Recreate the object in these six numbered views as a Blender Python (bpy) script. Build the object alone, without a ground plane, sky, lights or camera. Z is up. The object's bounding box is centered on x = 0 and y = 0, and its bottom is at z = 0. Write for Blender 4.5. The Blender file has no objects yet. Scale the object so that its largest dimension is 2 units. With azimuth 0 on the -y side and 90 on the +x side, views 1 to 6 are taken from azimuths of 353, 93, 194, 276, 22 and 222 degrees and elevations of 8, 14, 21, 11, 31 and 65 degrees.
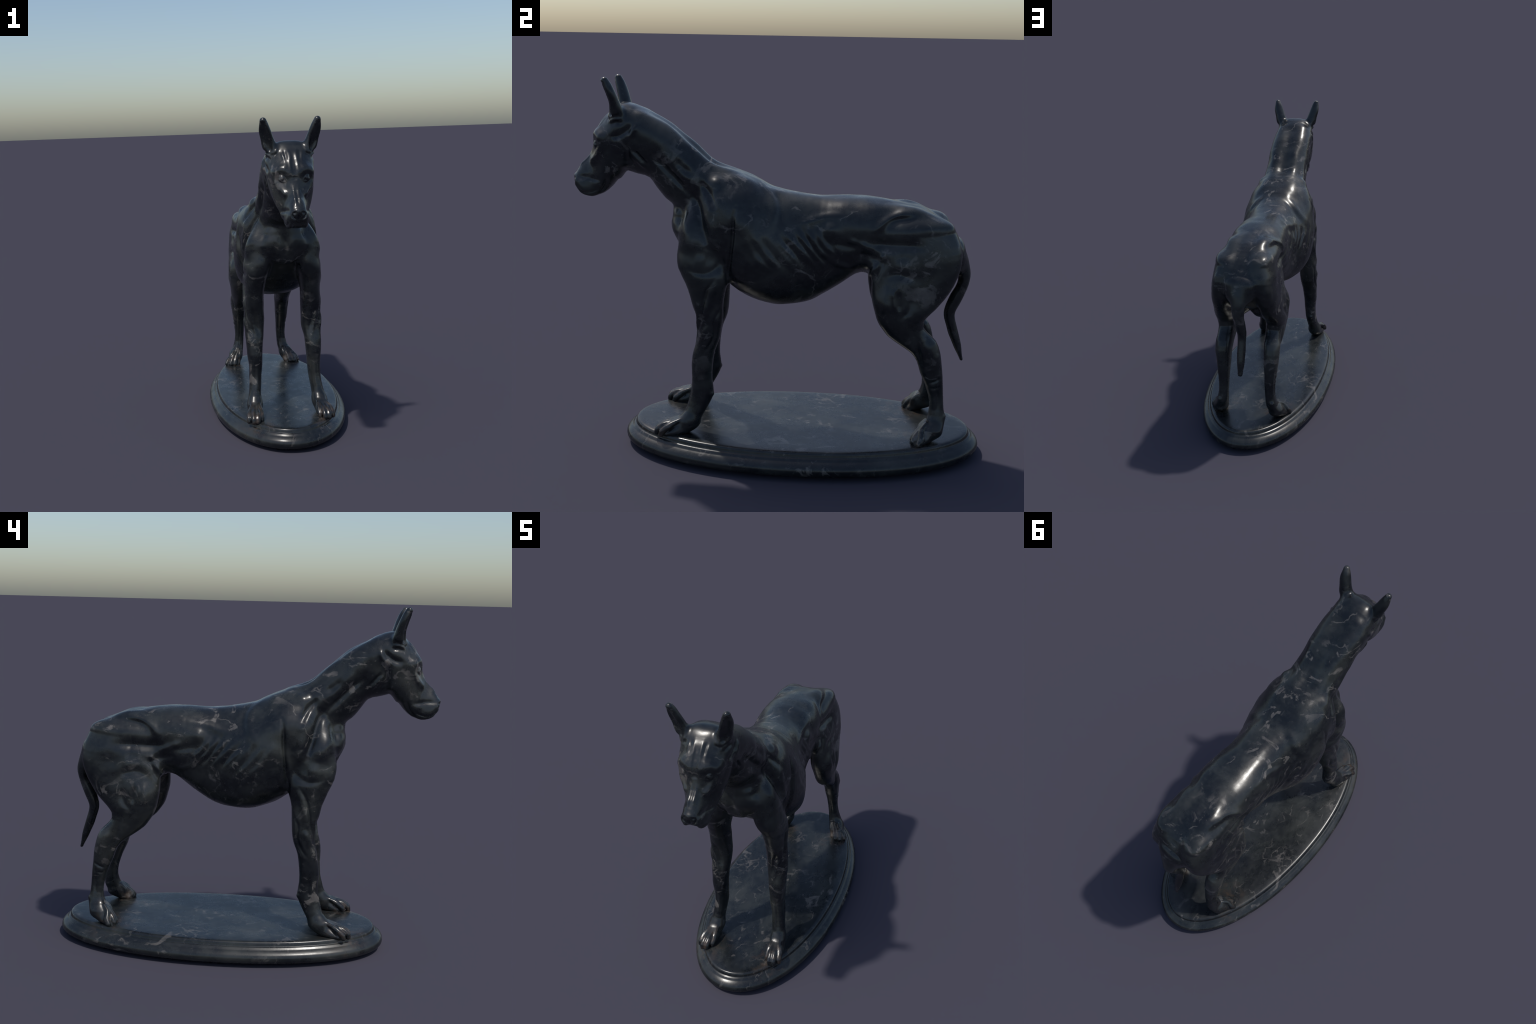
import bpy, math, time
T0 = time.time()
import numpy as np
from mathutils import Vector
from mathutils.bvhtree import BVHTree
from mathutils.kdtree import KDTree

# ---------------------------------------------------------------- frame
CELL = 0.004           # sampling of the sculpted solid
NX = 72
Y_LO, Y_HI, Z_LO, Z_HI = -1.03, 0.95, 0.095, 1.84
NY = int((Y_HI - Y_LO) / CELL) + 1
NZ = int((Z_HI - Z_LO) / CELL) + 1
FAR = 0.5
gx = (np.arange(NX) * CELL).astype(np.float32)
gy = (Y_LO + np.arange(NY) * CELL).astype(np.float32)
gz = (Z_LO + np.arange(NZ) * CELL).astype(np.float32)
field = np.full((NX, NY, NZ), FAR, np.float32)
region = np.zeros((NX, NY, NZ), np.int8)      # which body part is nearest
nearest = np.full((NX, NY, NZ), FAR, np.float32)


def spline(rows, step=0.03):
    """Catmull-Rom through station rows; columns 0-2 are the position."""
    rows = np.array(rows, float)
    if len(rows) < 3:
        return rows
    out = []
    ext = np.vstack([2 * rows[0] - rows[1], rows, 2 * rows[-1] - rows[-2]])
    for i in range(len(rows) - 1):
        p0, p1, p2, p3 = ext[i:i + 4]
        n = max(1, int(np.linalg.norm(p2[:3] - p1[:3]) / step + 0.5))
        for k in range(n):
            t = k / n
            out.append(0.5 * (2 * p1 + (p2 - p0) * t + (2 * p0 - 5 * p1 + 4 * p2 - p3) * t * t
                              + (3 * p1 - p0 - 3 * p2 + p3) * t ** 3))
    out.append(rows[-1])
    return np.array(out)


def box(lo, hi):
    i0 = max(0, int(math.floor(lo[0] / CELL)))
    i1 = min(NX, int(math.ceil(hi[0] / CELL)) + 1)
    j0 = max(0, int(math.floor((lo[1] - Y_LO) / CELL)))
    j1 = min(NY, int(math.ceil((hi[1] - Y_LO) / CELL)) + 1)
    k0 = max(0, int(math.floor((lo[2] - Z_LO) / CELL)))
    k1 = min(NZ, int(math.ceil((hi[2] - Z_LO) / CELL)) + 1)
    return (slice(i0, i1), slice(j0, j1), slice(k0, k1)) if i1 > i0 and j1 > j0 and k1 > k0 else None


def tube_field(rows, side=(1, 0, 0), power=2.0, step=0.03, margin=0.055, cap=(1.0, 1.0), planes=None):
    """Signed radial distance to a loft whose elliptical section changes along a path.
    rows: x, y, z, half width along `side`, half depth across it, narrowing towards the top.  The sections lie in
    planes square to the path, or in the given ones, and turn smoothly from one to the next."""
    rows = np.array([tuple(r) + (0,) * (6 - len(r)) for r in rows], float)
    if planes is not None:
        rows = np.hstack([rows, np.array(planes, float)])
    st = spline(rows, step)
    st[:, 3:5] = np.maximum(st[:, 3:5], 0.002)
    C, W, TP = st[:, :3], st[:, 3:5], st[:, 5]
    if planes is not None:
        nrm = st[:, 6:9].copy()
    else:
        nrm = np.gradient(C, axis=0)
    nrm /= np.linalg.norm(nrm, axis=1)[:, None]
    sd = np.tile(np.array(side, float), (len(C), 1))
    sd -= nrm * (sd * nrm).sum(1)[:, None]
    sd /= np.linalg.norm(sd, axis=1)[:, None]
    up = np.cross(nrm, sd)
    R = W.max(1)[:, None] * 1.2 + margin
    whole = box((C - R).min(0), (C + R).max(0))
    part = np.full([q.stop - q.start for q in whole], FAR, np.float32)
    last = len(C) - 2
    for i in range(last + 1):
        rr = max(R[i, 0], R[i + 1, 0])
        b = box(np.minimum(C[i], C[i + 1]) - rr, np.maximum(C[i], C[i + 1]) + rr)
        if b is None:
            continue
        b = tuple(slice(max(b[j].start, whole[j].start), min(b[j].stop, whole[j].stop)) for j in range(3))
        P = (gx[b[0]][:, None, None], gy[b[1]][None, :, None], gz[b[2]][None, None, :])
        s0 = sum((P[j] - C[i, j]) * nrm[i, j] for j in range(3))
        s1 = sum((P[j] - C[i + 1, j]) * nrm[i + 1, j] for j in range(3))
        ok = (s0 >= (-9 if i == 0 else 0)) & (s1 <= (9 if i == last else 0))
        t = np.where(s0 < 0, 0, np.where(s1 > 0, 1, s0 / np.maximum(s0 - s1, 1e-6)))
        t = np.clip(t, 0, 1)
        qd = np.where(s0 < 0, s0, 0) + np.where(s1 > 0, s1, 0)
        ok &= ~((s0 < 0) & (s1 > 0))
        D = [P[j] - (C[i, j] + (C[i + 1, j] - C[i, j]) * t) for j in range(3)]
        qa = sum(D[j] * (sd[i, j] + (sd[i + 1, j] - sd[i, j]) * t) for j in range(3))
        qb = sum(D[j] * (up[i, j] + (up[i + 1, j] - up[i, j]) * t) for j in range(3))
        a = W[i, 0] + (W[i + 1, 0] - W[i, 0]) * t
        c = W[i, 1] + (W[i + 1, 1] - W[i, 1]) * t
        e = np.minimum(a, c)
        if TP.any():
            a = a * (1 - (TP[i] + (TP[i + 1] - TP[i]) * t) * np.clip(qb / c, -1, 1))
        ce = e * np.where(s0 < 0, cap[0], cap[1])
        r = np.sqrt(qa * qa + qb * qb + qd * qd) + 1e-6
        if power == 2.0:
            rho = np.sqrt((qa / a) ** 2 + (qb / c) ** 2 + (qd / ce) ** 2) + 1e-5
        else:
            rho = (np.abs(qa / a) ** power + np.abs(qb / c) ** power + np.abs(qd / ce) ** power) ** (1 / power) + 1e-5
        f = r - r / rho
        f = np.where(rho < 0.05, -e, f)
        f = np.where(ok, f, FAR).astype(np.float32)
        sub = tuple(slice(b[j].start - whole[j].start, b[j].stop - whole[j].start) for j in range(3))
        np.minimum(part[sub], f, out=part[sub])
    return whole, part


def merge(whole, part, k, label):
    cur = field[whole]
    h = np.clip(0.5 + 0.5 * (cur - part) / k, 0, 1)
    field[whole] = cur + (part - cur) * h - k * h * (1 - h)
    near = nearest[whole]
    m = part < near
    near[m] = part[m]
    region[whole][m] = label


def add(label, rows, k=0.03, **kw):
    w, p = tube_field(rows, **kw)
    merge(w, p, k, label)


def carve(rows, k=0.015, **kw):
    w, p = tube_field(rows, **kw)
    cur = field[w]
    h = np.clip(0.5 - 0.5 * (cur + p) / k, 0, 1)
    field[w] = cur + (-p - cur) * h + k * h * (1 - h)


def ridge(label, stations, k=0.03, **kw):
    """A loft given by its outline in profile: (y, z) on one side, (y, z) on the other,
    then half width, distance from the middle plane, narrowing towards the first outline."""
    rows, planes = [], []
    for (ty, tz), (by, bz), w, *more in stations:
        h = math.hypot(ty - by, tz - bz)
        xc, taper = (list(more) + [0, 0])[:2]
        rows.append((xc, (ty + by) / 2, (tz + bz) / 2, w, h / 2, taper))
        planes.append((0, -(tz - bz) / h, (ty - by) / h))
    add(label, rows, k, planes=planes, **kw)


TORSO, NECK, HEAD, EAR, FORELIMB, FOREPAW, HINDLIMB, HINDPAW, TAIL = range(9)

# ---------------------------------------------------------------- trunk
ridge(TORSO, [
    ((.833, 1.082), (.82, .92), .092),
    ((.785, 1.15), (.735, .85), .130),
    ((.68, 1.222), (.60, .83), .148),
    ((.55, 1.256), (.48, .87), .150),
    ((.43, 1.272), (.38, .915), .174, 0, -.06),
    ((.31, 1.278), (.27, .842), .171, 0, -.12),
    ((.18, 1.274), (.15, .768), .168, 0, -.04),
    ((.05, 1.29), (.04, .75), .203, 0, .16),
    ((-.07, 1.32), (-.07, .757), .236, 0, .13),
    ((-.17, 1.355), (-.20, .81), .240, 0, .02),
    ((-.27, 1.383), (-.33, .915), .202, 0, -.10),
    ((-.35, 1.36), (-.40, .985), .148, 0, -.30),
    ((-.41, 1.25), (-.435, 1.03), .11, 0, -.30),
], power=2.4, cap=(.55, .35))
add(TORSO, [(0, -.470, 1.17, .100, .050), (0, -.470, 1.11, .122, .057), (0, -.450, 1.050, .085, .048)], k=.04, power=2.4)
add(TORSO, [(0, .795, 1.058, .042, .045), (.045, .79, 1.055, .042, .045), (.085, .775, 1.04, .042, .045)], k=.05, side=(0, 1, 0))
add(TORSO, [(.0, .57, .865, .07, .06), (.066, .63, .805, .050, .06)], k=.04)
ridge(NECK, [
    ((-.10, 1.32), (-.40, 1.02), .145),
    ((-.22, 1.380), (-.455, 1.12), .148),
    ((-.32, 1.411), (-.495, 1.20), .140, 0, -.2),
    ((-.40, 1.475), (-.555, 1.245), .132, 0, -.2),
    ((-.47, 1.543), (-.59, 1.29), .131, 0, -.2),
    ((-.545, 1.603), (-.63, 1.342), .130, 0, -.2),
    ((-.62, 1.642), (-.68, 1.358), .129, 0, -.2),
    ((-.70, 1.678), (-.74, 1.375), .124, 0, -.2),
], k=0.04, power=2.5)
# paired neck muscles, shoulder-blade tops, hip bones
add(NECK, [(.050, -.24, 1.35, .03, .025), (.062, -.36, 1.407, .03, .028), (.064, -.45, 1.479, .03, .03), (.064, -.55, 1.553, .03, .03),
           (.062, -.66, 1.62, .03, .028)], k=.03)
add(TORSO, [(.066, -.17, 1.308, .037, .03), (.092, -.25, 1.325, .037, .035), (.108, -.30, 1.30, .036, .04)], k=.03)
add(TORSO, [(.080, .50, 1.205, .03, .028), (.090, .60, 1.213, .034, .03), (.078, .70, 1.172, .036, .03), (.070, .77, 1.115, .036, .03)], k=.04)
# ---------------------------------------------------------------- head
ridge(HEAD, [
    ((-.70, 1.668), (-.715, 1.42), .108),
    ((-.765, 1.668), (-.75, 1.365), .116),
    ((-.828, 1.632), (-.772, 1.335), .113, 0, .05),
    ((-.876, 1.568), (-.785, 1.33), .103, 0, .14),
    ((-.895, 1.505), (-.815, 1.295), .083, 0, .27),
    ((-.918, 1.444), (-.855, 1.262), .063, 0, .36),
    ((-.957, 1.407), (-.905, 1.248), .056, 0, .33),
    ((-.976, 1.374), (-.945, 1.262), .053, 0, .25),
    ((-.984, 1.35), (-.968, 1.285), .046, 0, 0),
], k=0.025, power=2.3, cap=(1, .4))
# cheek muscle, cheekbone, brow
add(HEAD, [(.078, -.745, 1.50, .028, .06), (.074, -.755, 1.43, .026, .055)], k=.03)
add(HEAD, [(.092, -.80, 1.545, .014, .014), (.086, -.835, 1.50, .013, .013), (.070, -.865, 1.455, .011, .011), (.053, -.895, 1.425, .009, .009)], k=.03, step=.015)
add(HEAD, [(.0, -.748, 1.650, .028, .026), (.045, -.750, 1.650, .028, .026), (.070, -.755, 1.638, .026, .020)], k=.045, side=(0, 1, 0))
add(HEAD, [(.028, -.870, 1.530, .014, .016), (.058, -.866, 1.545, .014, .015), (.084, -.848, 1.537, .012, .013)], k=.045, step=.015)
# eye sockets, triangular hollow below the eye beside the bridge
carve([(.036, -.926, 1.484, .008, .009), (.052, -.913, 1.496, .009, .010), (.066, -.902, 1.502, .010, .010), (.086, -.884, 1.499, .006, .007)], k=.024, step=.012)
carve([(.054, -.938, 1.480, .010, .012), (.058, -.940, 1.462, .013, .014), (.058, -.945, 1.445, .008, .010)], k=.026, step=.012)
add(HEAD, [(.0635, -.870, 1.500, .0130, .0130), (.064, -.871, 1.501, .0130, .0130)], k=.008, step=.01)
# nose pad, hanging upper lips, lower lip
add(HEAD, [(.0, -.965, 1.352, .030, .022), (.0, -.980, 1.340, .031, .019)], k=.012, step=.012)
add(HEAD, [(.026, -.972, 1.312, .018, .020), (.038, -.945, 1.288, .018, .027), (.042, -.905, 1.283, .018, .032), (.043, -.86, 1.300, .016, .030)], k=.014, step=.015)
carve([(.016, -1.002, 1.339, .008, .007), (.026, -.990, 1.334, .005, .006)], k=.005, step=.01)

# ---------------------------------------------------------------- ears
EAR_SIDE = (.93, .37, 0)
add(EAR, [(.084, -.762, 1.632, .032, .036), (.106, -.768, 1.665, .038, .032), (.119, -.776, 1.705, .034, .027),
          (.131, -.788, 1.745, .031, .024), (.137, -.799, 1.775, .024, .022), (.141, -.806, 1.795, .018, .017)],
    k=0.022, side=EAR_SIDE, step=0.012)
carve([(.112, -.796, 1.650, .016, .016), (.117, -.796, 1.675, .020, .015), (.128, -.799, 1.705, .021, .013), (.140, -.808, 1.745, .018, .011), (.147, -.817, 1.778, .010, .008)],
      k=0.010, step=0.012, side=EAR_SIDE)

# ---------------------------------------------------------------- forelimb
add(FORELIMB, [(.082, -.17, 1.28, .052, .09), (.138, -.25, 1.19, .058, .11), (.138, -.36, 1.08, .060, .10)], k=0.05)
ridge(FORELIMB, [
    ((-.40, 1.26), (-.29, 1.16), .050, .098),
    ((-.464, 1.13), (-.30, 1.05), .079, .122),
    ((-.480, 1.03), (-.25, .96), .080, .136),
    ((-.478, .945), (-.24, .90), .070, .155),
    ((-.445, .875), (-.252, .85), .060, .161),
    ((-.42, .81), (-.262, .80), .056, .164),
    ((-.393, .70), (-.268, .70), .058, .166),
    ((-.384, .62), (-.277, .62), .057, .168),
    ((-.405, .54), (-.302, .545), .049, .171),
    ((-.415, .47), (-.314, .47), .045, .173),
    ((-.414, .40), (-.316, .40), .039, .171),
    ((-.415, .345), (-.308, .33), .036, .174),
    ((-.425, .295), (-.328, .275), .034, .178),
    ((-.445, .235), (-.355, .225), .036, .185),
    ((-.475, .200), (-.378, .178), .042, .190),
], k=0.04, power=2.2)
ridge(FOREPAW, [
    ((-.455, .206), (-.375, .17), .040, .189),
    ((-.50, .172), (-.42, .13), .042, .195),
    ((-.53, .149), (-.49, .115), .042, .200),
    ((-.555, .131), (-.545, .113), .034, .204),
], k=0.02)
for off, tip in ((-.034, -.562), (-.0115, -.590), (.0115, -.590), (.034, -.565)):
    add(FOREPAW, [(.190 + off * .55, -.455, .198, .009, .009), (.195 + off * .8, -.50, .180, .012, .012),
                  (.200 + off, tip + .040, .165, .0145, .0145), (.203 + off * 1.05, tip + .012, .142, .0150, .0150),
                  (.204 + off * 1.05, tip + .008, .128, .0135, .0135)], k=0.006, step=.015)

# ---------------------------------------------------------------- hindlimb
ridge(HINDLIMB, [
    ((.43, 1.10), (.80, 1.14), .073, .105, .0),
    ((.42, 1.0), (.836, 1.05), .067, .126, .08),
    ((.425, .90), (.824, .935), .066, .138, .05),
    ((.433, .81), (.765, .825), .068, .147, -.05),
    ((.446, .75), (.705, .76), .067, .155),
    ((.467, .70), (.677, .72), .060, .156),
    ((.505, .65), (.677, .69), .055, .152),
    ((.565, .602), (.700, .66), .051, .151),
    ((.625, .56), (.74, .62), .048, .151),
    ((.655, .52), (.765, .56), .047, .151),
    ((.675, .465), (.777, .49), .043, .150),
    ((.70, .41), (.785, .42), .037, .150),
    ((.724, .345), (.792, .35), .032, .147),
    ((.733, .28), (.798, .285), .031, .150),
    ((.718, .225), (.806, .225), .036, .160),
    ((.69, .19), (.795, .185), .044, .178),
], k=0.04, power=2.6)
ridge(HINDPAW, [
    ((.705, .197), (.785, .165), .043, .178),
    ((.675, .163), (.745, .13), .046, .192),
    ((.662, .139), (.70, .115), .046, .202),
    ((.655, .130), (.675, .112), .038, .208),
], k=0.02)
for off, tip in ((-.036, .668), (-.013, .645), (.013, .645), (.036, .668)):
    add(HINDPAW, [(.172 + off * .6, .715, .215, .009, .009), (.186 + off * .8, .692, .188, .012, .012),
                  (.203 + off, tip + .022, .156, .0150, .0150), (.210 + off * 1.1, tip + .010, .134, .0145, .0145)], k=0.006, step=.015)

# ---------------------------------------------------------------- tail
add(TAIL, [(0, .70, 1.06, .045, .045), (0, .775, 1.015, .050, .045), (0, .842, .975, .048, .036), (0, .876, .93, .042, .030),
           (0, .874, .87, .036, .029), (0, .845, .79, .030, .029), (0, .818, .715, .027, .027),
           (0, .836, .64, .025, .024), (0, .866, .555, .023, .019), (0, .892, .48, .016, .009)], k=0.05, step=0.015)


# ---------------------------------------------------------------- surface of the solid
def surface(half, labels):
    """Surface nets on the solid mirrored across x = 0."""
    F = np.concatenate([half[:0:-1], half], 0)
    Lb = np.concatenate([labels[:0:-1], labels], 0)
    inside = F < 0
    n = F.shape
    c = [inside[i:n[0] - 1 + i, j:n[1] - 1 + j, k:n[2] - 1 + k] for i in (0, 1) for j in (0, 1) for k in (0, 1)]
    count = sum(x.astype(np.int8) for x in c)
    active = (count > 0) & (count < 8)
    I, J, K = np.nonzero(active)
    index = np.full(active.shape, -1, np.int32)
    index[I, J, K] = np.arange(len(I))
    total = np.zeros((len(I), 3))
    hits = np.zeros(len(I))
    corners = [(i, j, k) for i in (0, 1) for j in (0, 1) for k in (0, 1)]
    for a in range(8):
        for ax in range(3):
            if corners[a][ax] == 0:
                q = list(corners[a]); q[ax] = 1
                p = corners[a]
                fa = F[I + p[0], J + p[1], K + p[2]]
                fb = F[I + q[0], J + q[1], K + q[2]]
                m = (fa < 0) != (fb < 0)
                t = np.where(m, fa / np.where(fa == fb, 1, fa - fb), 0)
                pos = np.tile(np.array(p, float), (len(I), 1))
                pos[:, ax] += t
                total[m] += pos[m]
                hits += m
    V = total / hits[:, None] + np.stack([I, J, K], 1)
    V = V * CELL + np.array([-(NX - 1) * CELL, Y_LO, Z_LO])
    quads = []
    for ax in range(3):
        s0 = [slice(1, -1)] * 3
        s0[ax] = slice(0, -1)
        s1 = list(s0)
        s1[ax] = slice(1, None)
        A, B = inside[tuple(s0)], inside[tuple(s1)]
        P = np.array(np.nonzero(A != B)).T
        flip = A[tuple(P.T)]
        off = np.array([1, 1, 1]); off[ax] = 0
        P = P + off
        u, v = [(1, 2), (2, 0), (0, 1)][ax]
        eu = np.zeros(3, int); eu[u] = 1
        ev = np.zeros(3, int); ev[v] = 1
        q = np.stack([index[tuple((P - eu - ev).T)], index[tuple((P - ev).T)], index[tuple(P.T)], index[tuple((P - eu).T)]], 1)
        q[~flip] = q[~flip][:, ::-1]
        quads.append(q)
    Q = np.vstack(quads)
    Q = Q[(Q >= 0).all(1)]
    return V, Q, Lb[I, J, K]


V, Q, vlabel = surface(field, region)


def edges_of(Q):
    E = np.vstack([Q[:, [0, 1]], Q[:, [1, 2]], Q[:, [2, 3]], Q[:, [3, 0]]])
    E.sort(1)
    return np.unique(E, axis=0)


EDGES = edges_of(Q)
DEG = np.bincount(EDGES.ravel(), minlength=len(V)).astype(float)


def neighbour_mean(A):
    out = np.zeros_like(A)
    for c in range(A.shape[1]):
        out[:, c] = np.bincount(EDGES[:, 0], A[EDGES[:, 1], c], len(A)) + np.bincount(EDGES[:, 1], A[EDGES[:, 0], c], len(A))
    return out / DEG[:, None]


def smooth(V, n):
    for _ in range(n):
        V = V + 0.6 * (neighbour_mean(V) - V)
        V = V - 0.62 * (neighbour_mean(V) - V) * 0.9
    return V


def normals(V):
    n = np.cross(V[Q[:, 2]] - V[Q[:, 0]], V[Q[:, 3]] - V[Q[:, 1]])
    out = np.zeros_like(V)
    for c in range(4):
        for d in range(3):
            out[:, d] += np.bincount(Q[:, c], n[:, d], len(V))
    return out / (np.linalg.norm(out, axis=1)[:, None] + 1e-12)


V = smooth(V, 4)


# ---------------------------------------------------------------- modelled muscles, folds, ribs, wrinkles
def sculpt(strokes):
    """Raise (height > 0) or cut (height < 0) soft lines along the skin, the same on both sides.
    A stroke: view (S side: y, z / F front: x, z / H hind leg from the front / T top: x, y), points, width, height."""
    global V, N
    N = normals(V)
    tree = BVHTree.FromPolygons(V.tolist(), Q.tolist())
    move = np.zeros(len(V))
    pos = V.copy()
    mirror = pos[:, 0] < 0
    pos[mirror, 0] *= -1
    nn = N.copy()
    nn[mirror, 0] *= -1
    for view, pts, width, height in strokes:
        pts = np.array(pts, float)
        line = spline(np.hstack([pts, np.zeros((len(pts), 1))]), max(width * .4, .003))[:, :2] if len(pts) > 2 else (
            pts if len(pts) == 1 else pts[0] + (pts[1] - pts[0]) * np.linspace(0, 1, 2 + int(np.linalg.norm(pts[1] - pts[0]) / max(width * .4, .003)))[:, None])
        hits, hn = [], []
        for a, b in line:
            o, d = {"S": ((1, a, b), (-1, 0, 0)), "F": ((a, -2, b), (0, 1, 0)), "H": ((a, .2, b), (0, 1, 0)), "T": ((a, b, 3), (0, 0, -1))}[view]
            loc, nor, _, _ = tree.ray_cast(Vector(o), Vector(d))
            if loc is not None:
                hits.append(loc)
                hn.append(nor)
        if not hits:
            continue
        hits, hn = np.array(hits), np.array(hn)
        reach = 2.6 * width
        near = np.nonzero(((pos > hits.min(0) - reach) & (pos < hits.max(0) + reach)).all(1))[0]
        P = pos[near]
        count = len(hits)
        fade = np.ones(count)
        if count > 4:
            u = np.linspace(0, 1, count)
            fade = np.clip(np.minimum(u, 1 - u) / .28, .10, 1) ** .8
        best = ((P - hits[0]) ** 2).sum(1)
        amount = np.full(len(near), fade[0])
        toward = np.tile(hn[0], (len(near), 1))
        for i in range(count - 1):
            d = hits[i + 1] - hits[i]
            t = np.clip(((P - hits[i]) @ d) / max(d @ d, 1e-9), 0, 1)
            e = ((P - hits[i] - t[:, None] * d) ** 2).sum(1)
            m = e < best
            best[m] = e[m]
            amount[m] = fade[i] + (fade[i + 1] - fade[i]) * t[m]
            toward[m] = hn[i] + (hn[i + 1] - hn[i]) * t[m, None]
        facing = np.clip((nn[near] * toward).sum(1) * 1.3, 0, 1)
        move[near] += height * np.exp(-best / width ** 2) * facing * amount
    V = V + N * move[:, None]
    N = normals(V)


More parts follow.
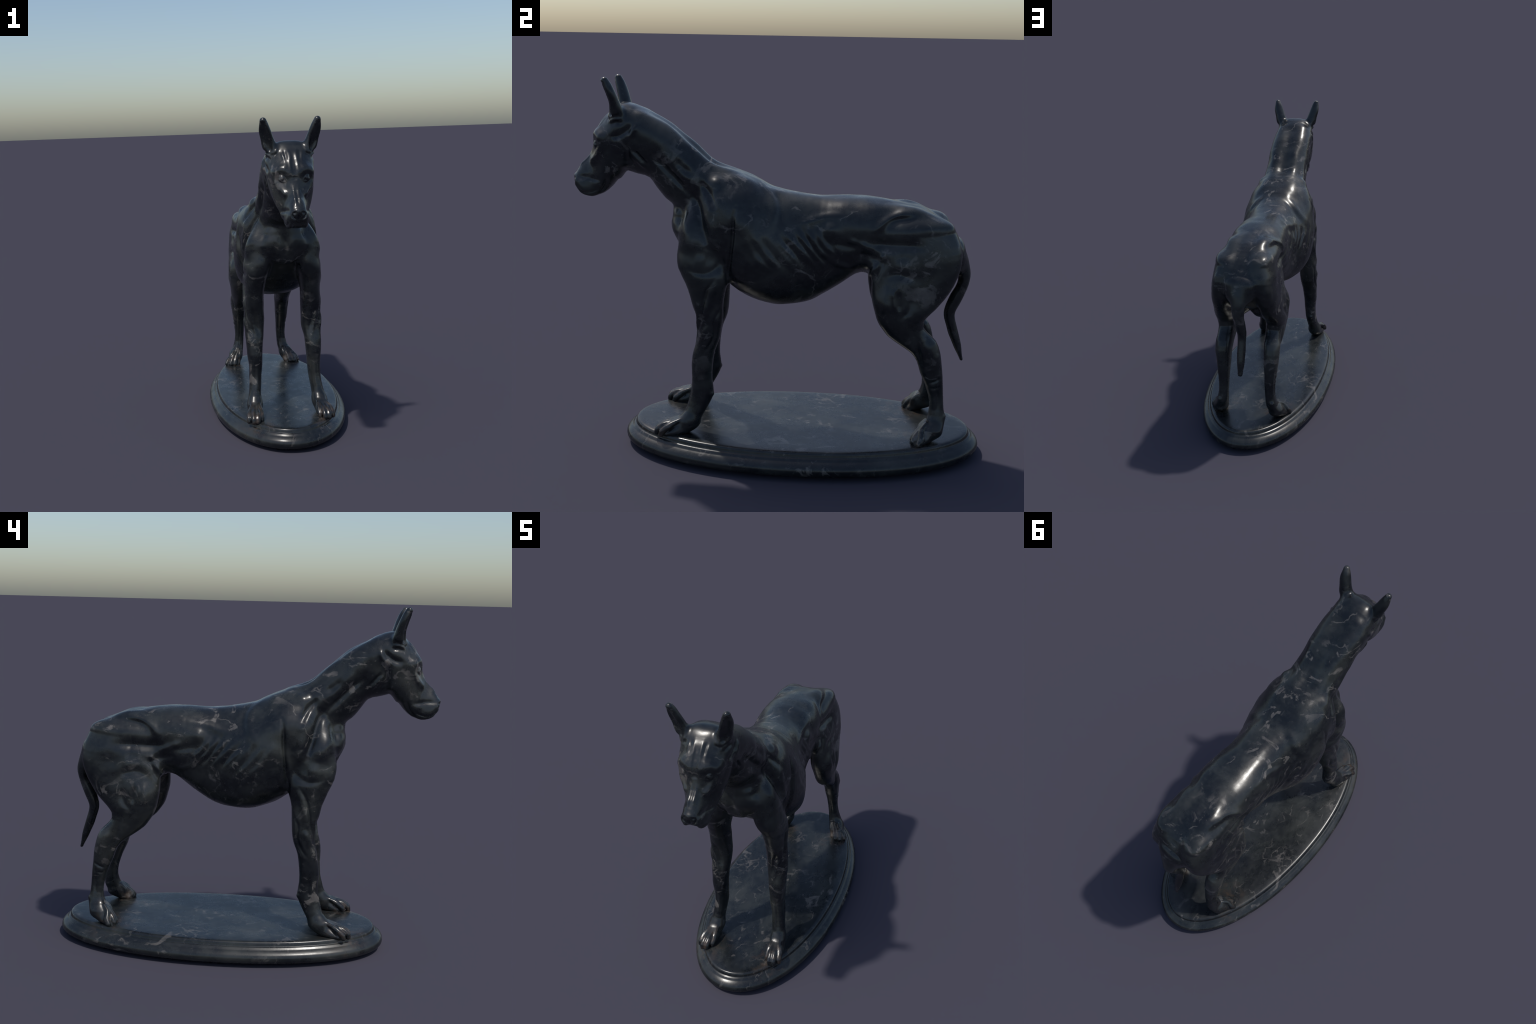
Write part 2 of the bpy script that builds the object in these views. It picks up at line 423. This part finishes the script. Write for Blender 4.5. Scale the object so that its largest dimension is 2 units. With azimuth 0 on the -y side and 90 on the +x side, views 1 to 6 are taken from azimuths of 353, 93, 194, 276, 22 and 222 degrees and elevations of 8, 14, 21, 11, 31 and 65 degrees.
sculpt([
    # hind quarters
    ("S", [(.64, 1.082), (.59, 1.085), (.50, 1.082), (.43, 1.086), (.395, 1.108)], .026, -.020),
    ("S", [(.617, 1.222), (.537, 1.212), (.477, 1.188), (.444, 1.159), (.411, 1.128)], .020, .014),
    ("S", [(.60, 1.035), (.52, 1.03)], .03, -.006),
    ("S", [(.54, .86), (.50, .82)], .05, .006),
    ("S", [(.484, 1.0), (.403, 1.024), (.337, 1.036)], .020, -.009),
    ("S", [(.477, 1.035), (.466, .984), (.441, .925), (.425, .895)], .014, -.008),
    ("S", [(.444, .985), (.423, .939), (.415, .905)], .012, .010),
    ("S", [(.466, 1.021)], .013, .009),
    ("S", [(.490, .93), (.545, .95), (.625, .93)], .020, -.008),
    ("S", [(.608, .870), (.605, .804), (.582, .765), (.542, .743)], .016, -.006),
    ("S", [(.50, .90), (.49, .82), (.50, .76)], .022, .008),
    ("S", [(.538, .884), (.525, .862), (.528, .821), (.538, .767)], .008, .006),
    ("S", [(.552, .875), (.552, .82), (.556, .775)], .010, -.005),
    ("S", [(.625, .70), (.640, .640), (.656, .570), (.676, .50)], .013, -.009),
    ("S", [(.68, .63), (.715, .57), (.735, .51)], .026, .007),
    ("S", [(.775, .448), (.739, .428), (.712, .419)], .007, -.006),
    ("S", [(.775, .40), (.74, .392), (.715, .395)], .007, -.004),
    ("S", [(.755, .40), (.765, .33), (.765, .27)], .009, -.005),
    ("S", [(.803, .245)], .014, .006),
    # loin and flank
    ("S", [(.384, 1.100), (.337, 1.072), (.271, 1.080), (.204, 1.089)], .022, -.007),
    ("S", [(.225, 1.145)], .034, .014),
    ("S", [(.435, 1.055), (.361, 1.084), (.30, 1.10)], .016, .008),
    ("S", [(.233, .995), (.287, .977), (.340, .958)], .016, .006),
    ("S", [(.06, 1.165), (.12, 1.175), (.20, 1.20), (.30, 1.21)], .020, .006),
    # shoulder and upper arm
    ("S", [(-.205, 1.25), (-.214, 1.206), (-.222, 1.109), (-.233, 1.011), (-.247, .885)], .010, -.016),
    ("S", [(-.10, 1.332), (-.050, 1.282), (-.032, 1.223), (-.052, 1.162), (-.10, 1.10)], .024, .005),
    ("S", [(-.070, 1.335), (-.018, 1.28), (-.002, 1.22), (-.022, 1.15)], .020, -.005),
    ("S", [(-.345, 1.30), (-.327, 1.250), (-.326, 1.179), (-.313, 1.108), (-.283, 1.029)], .022, .007),
    ("S", [(-.417, 1.311), (-.388, 1.235), (-.365, 1.155), (-.335, 1.06)], .018, -.016),
    ("S", [(-.382, 1.352), (-.335, 1.301), (-.298, 1.226)], .016, -.011),
    ("S", [(-.30, 1.345)], .030, .010),
    ("S", [(-.44, 1.21), (-.425, 1.12), (-.40, 1.03)], .030, .008),
    ("S", [(-.435, .965), (-.40, .942), (-.345, .935), (-.295, .955), (-.262, 1.0)], .018, -.007),
    ("S", [(-.232, 1.17), (-.246, 1.08), (-.262, 1.0)], .022, -.006),
    ("S", [(-.40, 1.0), (-.34, .99)], .03, .006),
    ("S", [(-.30, 1.10), (-.31, 1.04)], .030, .006),
    # front of the chest
    ("F", [(.062, 1.160), (.030, 1.105), (.004, 1.055), (.0, 1.0)], .009, .0045),
    ("F", [(.0, 1.18), (.0, 1.11), (.0, 1.03)], .022, -.017),
    ("F", [(.062, 1.15), (.060, 1.08), (.066, 1.0), (.085, .93)], .016, -.004),
    ("F", [(.12, 1.0)], .04, .004),
    # neck
    ("S", [(-.610, 1.475), (-.590, 1.449), (-.541, 1.403), (-.478, 1.340), (-.42, 1.277)], .018, -.014),
    ("S", [(-.57, 1.49), (-.50, 1.427), (-.45, 1.375), (-.40, 1.33)], .022, .007),
    ("S", [(-.502, 1.447), (-.455, 1.405), (-.411, 1.380)], .020, -.008),
    ("S", [(-.703, 1.478), (-.671, 1.438), (-.635, 1.395)], .010, .008),
    ("S", [(-.690, 1.49), (-.655, 1.448), (-.622, 1.41)], .009, -.008),
    ("S", [(-.712, 1.44), (-.685, 1.40)], .009, -.006),
    ("T", [(.0, -.66), (.0, -.55), (.0, -.40), (.0, -.26)], .030, -.007),
    # jaw, cheek, ear root
    ("S", [(-.712, 1.53), (-.718, 1.46), (-.717, 1.385)], .015, -.012),
    ("S", [(-.737, 1.640), (-.769, 1.634), (-.801, 1.617)], .011, -.005),
    ("S", [(-.733, 1.604), (-.764, 1.609), (-.795, 1.598)], .011, -.007),
    ("S", [(-.735, 1.622), (-.767, 1.622), (-.80, 1.608)], .008, .006),
    ("S", [(-.689, 1.603), (-.716, 1.572), (-.755, 1.548), (-.799, 1.543)], .014, -.010),
    ("S", [(-.673, 1.60), (-.690, 1.560), (-.712, 1.528)], .012, .008),
    ("S", [(-.812, 1.63), (-.80, 1.61)], .008, -.006),
    # face
    ("F", [(.0, 1.63), (.003, 1.59), (.0, 1.56)], .010, -.003),
    ("F", [(.016, 1.60), (.010, 1.55), (.004, 1.515)], .008, -.0025),
    ("F", [(.052, 1.635), (.046, 1.60), (.048, 1.575)], .008, .003),
    ("F", [(.022, 1.65), (.018, 1.59), (.016, 1.535)], .008, .003),
    ("F", [(.040, 1.645), (.036, 1.59)], .008, -.003),
    ("F", [(.0, 1.515), (.0, 1.49)], .014, -.004),
    ("F", [(.070, 1.655), (.088, 1.625), (.098, 1.60)], .006, .004),
    ("F", [(-.0, 1.283), (.020, 1.280), (.030, 1.270)], .004, -.004),
    ("F", [(.100, 1.500), (.090, 1.458), (.074, 1.436)], .005, .004),
    ("F", [(.045, 1.488), (.063, 1.486), (.085, 1.504)], .004, .004),
    ("F", [(.042, 1.490), (.063, 1.512), (.088, 1.510)], .004, .003),
    ("F", [(.0635, 1.500)], .007, .002),
    ("F", [(.014, 1.46), (.016, 1.42), (.013, 1.375)], .006, .003),
    ("F", [(.0, 1.46), (.0, 1.40), (.0, 1.37)], .006, -.003),
    ("F", [(.0, 1.334), (.0, 1.312), (.0, 1.292)], .005, -.008),
    ("F", [(.036, 1.338), (.031, 1.314), (.010, 1.300)], .005, -.009),
    ("F", [(.0, 1.290), (.022, 1.286), (.038, 1.274)], .005, -.009),
    ("S", [(-.985, 1.341), (-.927, 1.342), (-.877, 1.335), (-.845, 1.345)], .012, -.0045),
    ("S", [(-.978, 1.292), (-.94, 1.270), (-.895, 1.276), (-.858, 1.300)], .006, -.005),
    ("S", [(-.822, 1.350), (-.836, 1.298), (-.868, 1.262)], .013, -.012),
    ("S", [(-.868, 1.33), (-.872, 1.295)], .020, .004),
    # tendons of the hind foot
    ("H", [(.143, .42), (.143, .33), (.150, .26), (.172, .20)], .004, .0035),
    ("H", [(.155, .42), (.155, .33), (.162, .26), (.190, .19)], .004, .0035),
    ("H", [(.149, .40), (.149, .32), (.156, .25)], .004, -.003),
    ("S", [(.757, .46), (.768, .38), (.772, .30)], .008, -.004),
    ("F", [(.166, .40), (.170, .32), (.180, .24)], .006, .003),
    ("F", [(.180, .42), (.184, .34), (.192, .25)], .005, -.003),
    # fore leg
    ("S", [(-.303, .908), (-.337, .851), (-.356, .779), (-.366, .712), (-.388, .626), (-.40, .566)], .008, -.008),
    ("S", [(-.290, .90), (-.315, .84), (-.333, .775), (-.340, .72)], .016, .008),
    ("S", [(-.330, .690), (-.356, .635), (-.372, .592)], .015, .007),
    ("S", [(-.278, .755), (-.300, .709), (-.299, .642), (-.320, .589), (-.358, .537)], .009, -.007),
    ("F", [(.206, .735), (.184, .659), (.158, .555)], .007, .006),
    ("F", [(.190, .76), (.168, .68), (.143, .58)], .010, -.007),
    ("S", [(-.37, .44), (-.365, .37), (-.37, .31)], .010, -.004),
    ("S", [(-.312, .325)], .012, .006),
])

# ribs: a row of slanting bars that fade upwards and towards the shoulder
bars = []
rng = np.random.default_rng(4)
for i in range(8):
    y = -.165 + .0475 * i + rng.uniform(-.011, .011)
    top, low = 1.128 - .005 * (7 - i) + rng.uniform(-.022, .018), .93 + .010 * i + rng.uniform(-.022, .02)
    drop = top - low
    line = [(y - .010, top + .03), (y + .10 * drop, top - .12 * drop), (y + rng.uniform(.36, .50) * drop, top - .55 * drop), (y + rng.uniform(.72, .95) * drop, low)]
    strong = (.3, .4, .55, .75, .9, 1, 1, .8)[i]
    bars.append(("S", line, .0155 + rng.uniform(-.002, .004), .0085 * strong * rng.uniform(.6, 1.15)))
    bars.append(("S", [(p[0] + .024, p[1]) for p in line], .0125, -.0050 * strong * rng.uniform(.4, 1.1)))
sculpt(bars)

# the hand of the modeller: soft irregular lumps, a little stronger on the trunk than on head and paws
lump = np.zeros(len(V))
for i in range(40):
    k = rng.normal(size=3)
    k *= 2 * math.pi / rng.uniform(.07, .19) / np.linalg.norm(k)
    lump += np.cos(V @ k + rng.uniform(0, 6.28))
lump *= np.clip((V[:, 2] - .2) / .4, .3, 1) * np.clip((V[:, 1] + .85) / .25, .25, 1)
# rub the breast and the backs of the ear roots smooth
rub = np.exp(-(((V - (0, -.50, 1.10)) / (.11, .10, .075)) ** 2).sum(1))
for sx in (-1, 1):
    rub = np.maximum(rub, np.exp(-(((V - (sx * .088, -.742, 1.672)) / .022) ** 2).sum(1)))
for _ in range(22):
    V = V + (.6 * rub)[:, None] * (neighbour_mean(V) - V)
V = V + N * (.00022 * lump)[:, None]
V = smooth(V, 2)
N = normals(V)

# the legs stand a little to the dog's right of its body
V[:, 0] += np.interp(V[:, 1], [-.9, -.65, -.45, -.2, .2, .4], [.001, -.001, .004, -.003, -.003, -.001]) * np.clip((V[:, 2] - .6) / .4, 0, 1) - .002
N = normals(V)


# ---------------------------------------------------------------- material
def marble(name, vein_scale, stretch, vein_amount, paw_stain):
    """Polished black marble: blue-black and grey-green clouds, ragged pale islands,
    thin cracks, and a little brown stone dust left round the paws."""
    m = bpy.data.materials.new(name)
    m.use_nodes = True
    nt = m.node_tree
    bsdf = nt.nodes["Principled BSDF"]

    def node(kind, **inputs):
        n = nt.nodes.new("ShaderNode" + kind)
        for k, v in inputs.items():
            k = k.replace("_", " ")
            if k in n.inputs:
                n.inputs[k].default_value = v
            else:
                setattr(n, k.replace(" ", "_"), v)
        return n

    def join(a, b):
        nt.links.new(a, b)

    def ramp(src, stops, interp="LINEAR"):
        n = node("ValToRGB")
        n.color_ramp.interpolation = interp
        el = n.color_ramp.elements
        while len(el) < len(stops):
            el.new(.5)
        for e, (p, c) in zip(el, stops):
            e.position = p
            e.color = (c, c, c, 1) if isinstance(c, (int, float)) else (*c, 1)
        join(src, n.inputs[0])
        return n.outputs[0]

    def math_node(op, a, b):
        n = node("Math", operation=op)
        for i, v in enumerate((a, b)):
            if isinstance(v, (int, float)):
                n.inputs[i].default_value = v
            else:
                join(v, n.inputs[i])
        return n.outputs[0]

    def mix(fac, a, b):
        n = node("Mix", data_type="RGBA")
        if isinstance(fac, (int, float)):
            n.inputs[0].default_value = fac
        else:
            join(fac, n.inputs[0])
        for i, v in ((6, a), (7, b)):
            if isinstance(v, tuple):
                n.inputs[i].default_value = (*v, 1)
            else:
                join(v, n.inputs[i])
        return n.outputs[2]

    def noise(vec, scale, detail=6, rough=.6, dist=0):
        n = node("TexNoise", Scale=scale, Detail=detail, Roughness=rough, Distortion=dist)
        join(vec, n.inputs["Vector"])
        return n

    pos = node("TexCoord").outputs["Object"]
    mp = node("Mapping", Scale=stretch, Location=(3.1, 1.7, 5.3))
    join(pos, mp.inputs["Vector"])
    vec = mp.outputs[0]

    # clouds
    cloud = noise(vec, 4.0, 5, .6, .5).outputs[0]
    base = ramp(cloud, [(.34, (.0050, .0066, .0092)), (.48, (.0085, .0105, .0120)), (.58, (.0190, .0215, .0210)), (.72, (.036, .038, .0355))])
    fine = noise(vec, 24, 6, .7).outputs[0]
    base = mix(ramp(fine, [(.45, 0.0), (.75, .45)]), base, (.040, .043, .042))

    # ragged pale islands and scratches, gathered in some zones
    zone = ramp(noise(vec, 2.6 * vein_scale, 3, .55).outputs[0], [(.44, 0), (.60, 1)])
    island = ramp(noise(vec, 7.5 * vein_scale, 9, .62, 1.3).outputs[0], [(.575, 0), (.610, 1)])
    warp = noise(vec, 5.0 * vein_scale, 4, .6)
    bent = node("VectorMath", operation="MULTIPLY_ADD")
    join(warp.outputs[1], bent.inputs[0])
    bent.inputs[1].default_value = (.22, .22, .22)
    join(vec, bent.inputs[2])
    cell = node("TexVoronoi", feature="DISTANCE_TO_EDGE", Scale=4.5 * vein_scale)
    join(bent.outputs[0], cell.inputs["Vector"])
    crack = ramp(cell.outputs["Distance"], [(.0, 1), (.012, .7), (.022, 0)])
    broken = ramp(noise(vec, 6 * vein_scale, 4, .6).outputs[0], [(.52, 0), (.62, 1)])
    veins = math_node("MAXIMUM", math_node("MULTIPLY", island, zone), math_node("MULTIPLY", math_node("MULTIPLY", crack, broken), .8))
    speck = ramp(noise(vec, 34, 3, .5).outputs[0], [(.68, 0), (.72, .6)])
    veins = math_node("MAXIMUM", veins, math_node("MULTIPLY", speck, zone))
    pale = mix(ramp(fine, [(.4, 0), (.65, 1)]), (.075, .071, .068), (.125, .114, .104))
    col = mix(math_node("MULTIPLY", veins, vein_amount), base, pale)

    # brown dust round the paws
    mir = node("VectorMath", operation="ABSOLUTE")
    join(pos, mir.inputs[0])
    sep0, sep1 = node("SeparateXYZ"), node("SeparateXYZ")
    join(pos, sep0.inputs[0])
    join(mir.outputs[0], sep1.inputs[0])
    com = node("CombineXYZ")
    join(sep1.outputs[0], com.inputs[0]); join(sep0.outputs[1], com.inputs[1]); join(sep0.outputs[2], com.inputs[2])
    stain = None
    for c in ((.19, -.56, .125), (.195, .67, .125)):
        d = node("VectorMath", operation="DISTANCE")
        join(com.outputs[0], d.inputs[0])
        d.inputs[1].default_value = c
        near = ramp(d.outputs["Value"], [(.05, 1), (.16, 0)])
        stain = near if stain is None else math_node("MAXIMUM", stain, near)
    dust = ramp(noise(pos, 22, 5, .65).outputs[0], [(.48, 0), (.66, 1)])
    col = mix(math_node("MULTIPLY", math_node("MULTIPLY", stain, dust), paw_stain), col, (.060, .040, .028))

    join(col, bsdf.inputs["Base Color"])
    join(ramp(noise(vec, 9, 6, .7).outputs[0], [(.3, .21), (.7, .37)]), bsdf.inputs["Roughness"])
    bmp = node("Bump", Strength=.06, Distance=.003)
    join(noise(vec, 60, 4, .6).outputs[0], bmp.inputs["Height"])
    join(bmp.outputs[0], bsdf.inputs["Normal"])
    return m


body_stone = marble("black_marble", 1.0, (1, 1, 1.25), 1.0, .8)
slab_stone = marble("slab_marble", 1.2, (1.2, .8, 1), .8, .6)

# ---------------------------------------------------------------- objects
root = bpy.data.objects.new("dog_statue", None)
bpy.context.collection.objects.link(root)
root["label"] = "black veined marble standing great dane on oval plinth"
root["category"] = "dog statue"


def link(name, me, parent, mat=None):
    ob = bpy.data.objects.new(name, me)
    bpy.context.collection.objects.link(ob)
    ob.parent = parent
    me.materials.append(mat or body_stone)
    return ob


def piece(name, faces, parent):
    used, inv = np.unique(Q[faces], return_inverse=True)
    q = inv.reshape(-1, 4)
    me = bpy.data.meshes.new(name)
    me.from_pydata(V[used].tolist(), [], q.tolist())
    me.polygons.foreach_set("use_smooth", np.ones(len(q), bool))
    me.normals_split_custom_set_from_vertices(N[used].tolist())
    return link(name, me, parent)


flabel = np.sort(vlabel[Q], axis=1)[:, 1]
right = V[Q].mean(1)[:, 0] < -.002
torso = piece("torso", flabel == TORSO, root)
neck = piece("neck", flabel == NECK, root)
head = piece("head", flabel == HEAD, root)
for sidemask in (~right, right):
    piece("ear", (flabel == EAR) & sidemask, head)
for limb, paw, n1, n2 in ((FORELIMB, FOREPAW, "forelimb", "forepaw"), (HINDLIMB, HINDPAW, "hindlimb", "hindpaw")):
    for sidemask in (~right, right):
        l = piece(n1, (flabel == limb) & sidemask, root)
        piece(n2, (flabel == paw) & sidemask, l)
piece("tail", flabel == TAIL, root)


# ---------------------------------------------------------------- plinth: moulded oval
PROFILE = [(-.075, 0), (-.072, .008), (-.060, .0145), (-.040, .0160), (-.022, .0175), (-.0105, .0235), (-.003, .034), (0, .047), (-.0015, .058), (-.0065, .068),
           (-.0150, .0765), (-.0230, .0825), (-.0300, .0870), (-.0350, .0920), (-.0395, .0965), (-.0440, .0990), (-.0465, .1010), (-.0482, .1060), (-.0505, .1140),
           (-.0545, .1195), (-.0610, .1225), (-.072, .1240), (-.095, .1248)]


def plinth():
    prof = []
    P = np.array(PROFILE)
    ext = np.vstack([P[0], P, P[-1]])
    for i in range(len(P) - 1):
        p0, p1, p2, p3 = ext[i:i + 4]
        for k in range(4):
            t = k / 4
            prof.append(0.5 * (2 * p1 + (p2 - p0) * t + (2 * p0 - 5 * p1 + 4 * p2 - p3) * t * t + (3 * p1 - p0 - 3 * p2 + p3) * t ** 3))
    prof.append(P[-1])
    prof = np.array(prof)
    n = 256
    a, b, cy = .4110, .8840, .1155
    th = np.arange(n) * 2 * math.pi / n
    verts, faces = [], []
    full = 2 / 2.09                       # the oval is a little fuller than an ellipse
    ox = a * np.sign(np.cos(th)) * np.abs(np.cos(th)) ** full
    oy = b * np.sign(np.sin(th)) * np.abs(np.sin(th)) ** full
    tx, ty = np.roll(ox, -1) - np.roll(ox, 1), np.roll(oy, -1) - np.roll(oy, 1)
    ln = np.hypot(tx, ty)
    nx, ny = ty / ln, -tx / ln
    for o, z in prof:
        for x, y in zip(ox + nx * o, oy + ny * o + cy):
            verts.append((x, y, z))
    m = len(prof)
    for i in range(m - 1):
        for j in range(n):
            k = (j + 1) % n
            faces.append((i * n + j, i * n + k, (i + 1) * n + k, (i + 1) * n + j))
    # slab top and underside as shrinking rings
    base, ring = len(verts), m - 1
    prev = (m - 1) * n
    for f in (.9, .75, .55, .3, .1):
        o, z = prof[-1]
        start = len(verts)
        for x, y in zip((ox + nx * o) * f, (oy + ny * o) * f + cy):
            verts.append((x, y, z))
        for j in range(n):
            k = (j + 1) % n
            faces.append((prev + j, prev + k, start + k, start + j))
        prev = start
    verts.append((0, cy, prof[-1][1]))
    c = len(verts) - 1
    for j in range(n):
        faces.append((prev + j, prev + (j + 1) % n, c))
    faces.append(tuple(range(n - 1, -1, -1)))
    me = bpy.data.meshes.new("plinth")
    me.from_pydata(verts, [], faces)
    me.polygons.foreach_set("use_smooth", np.ones(len(faces), bool))
    me.polygons[len(faces) - 1].use_smooth = False
    return link("plinth", me, root, slab_stone)


plinth()
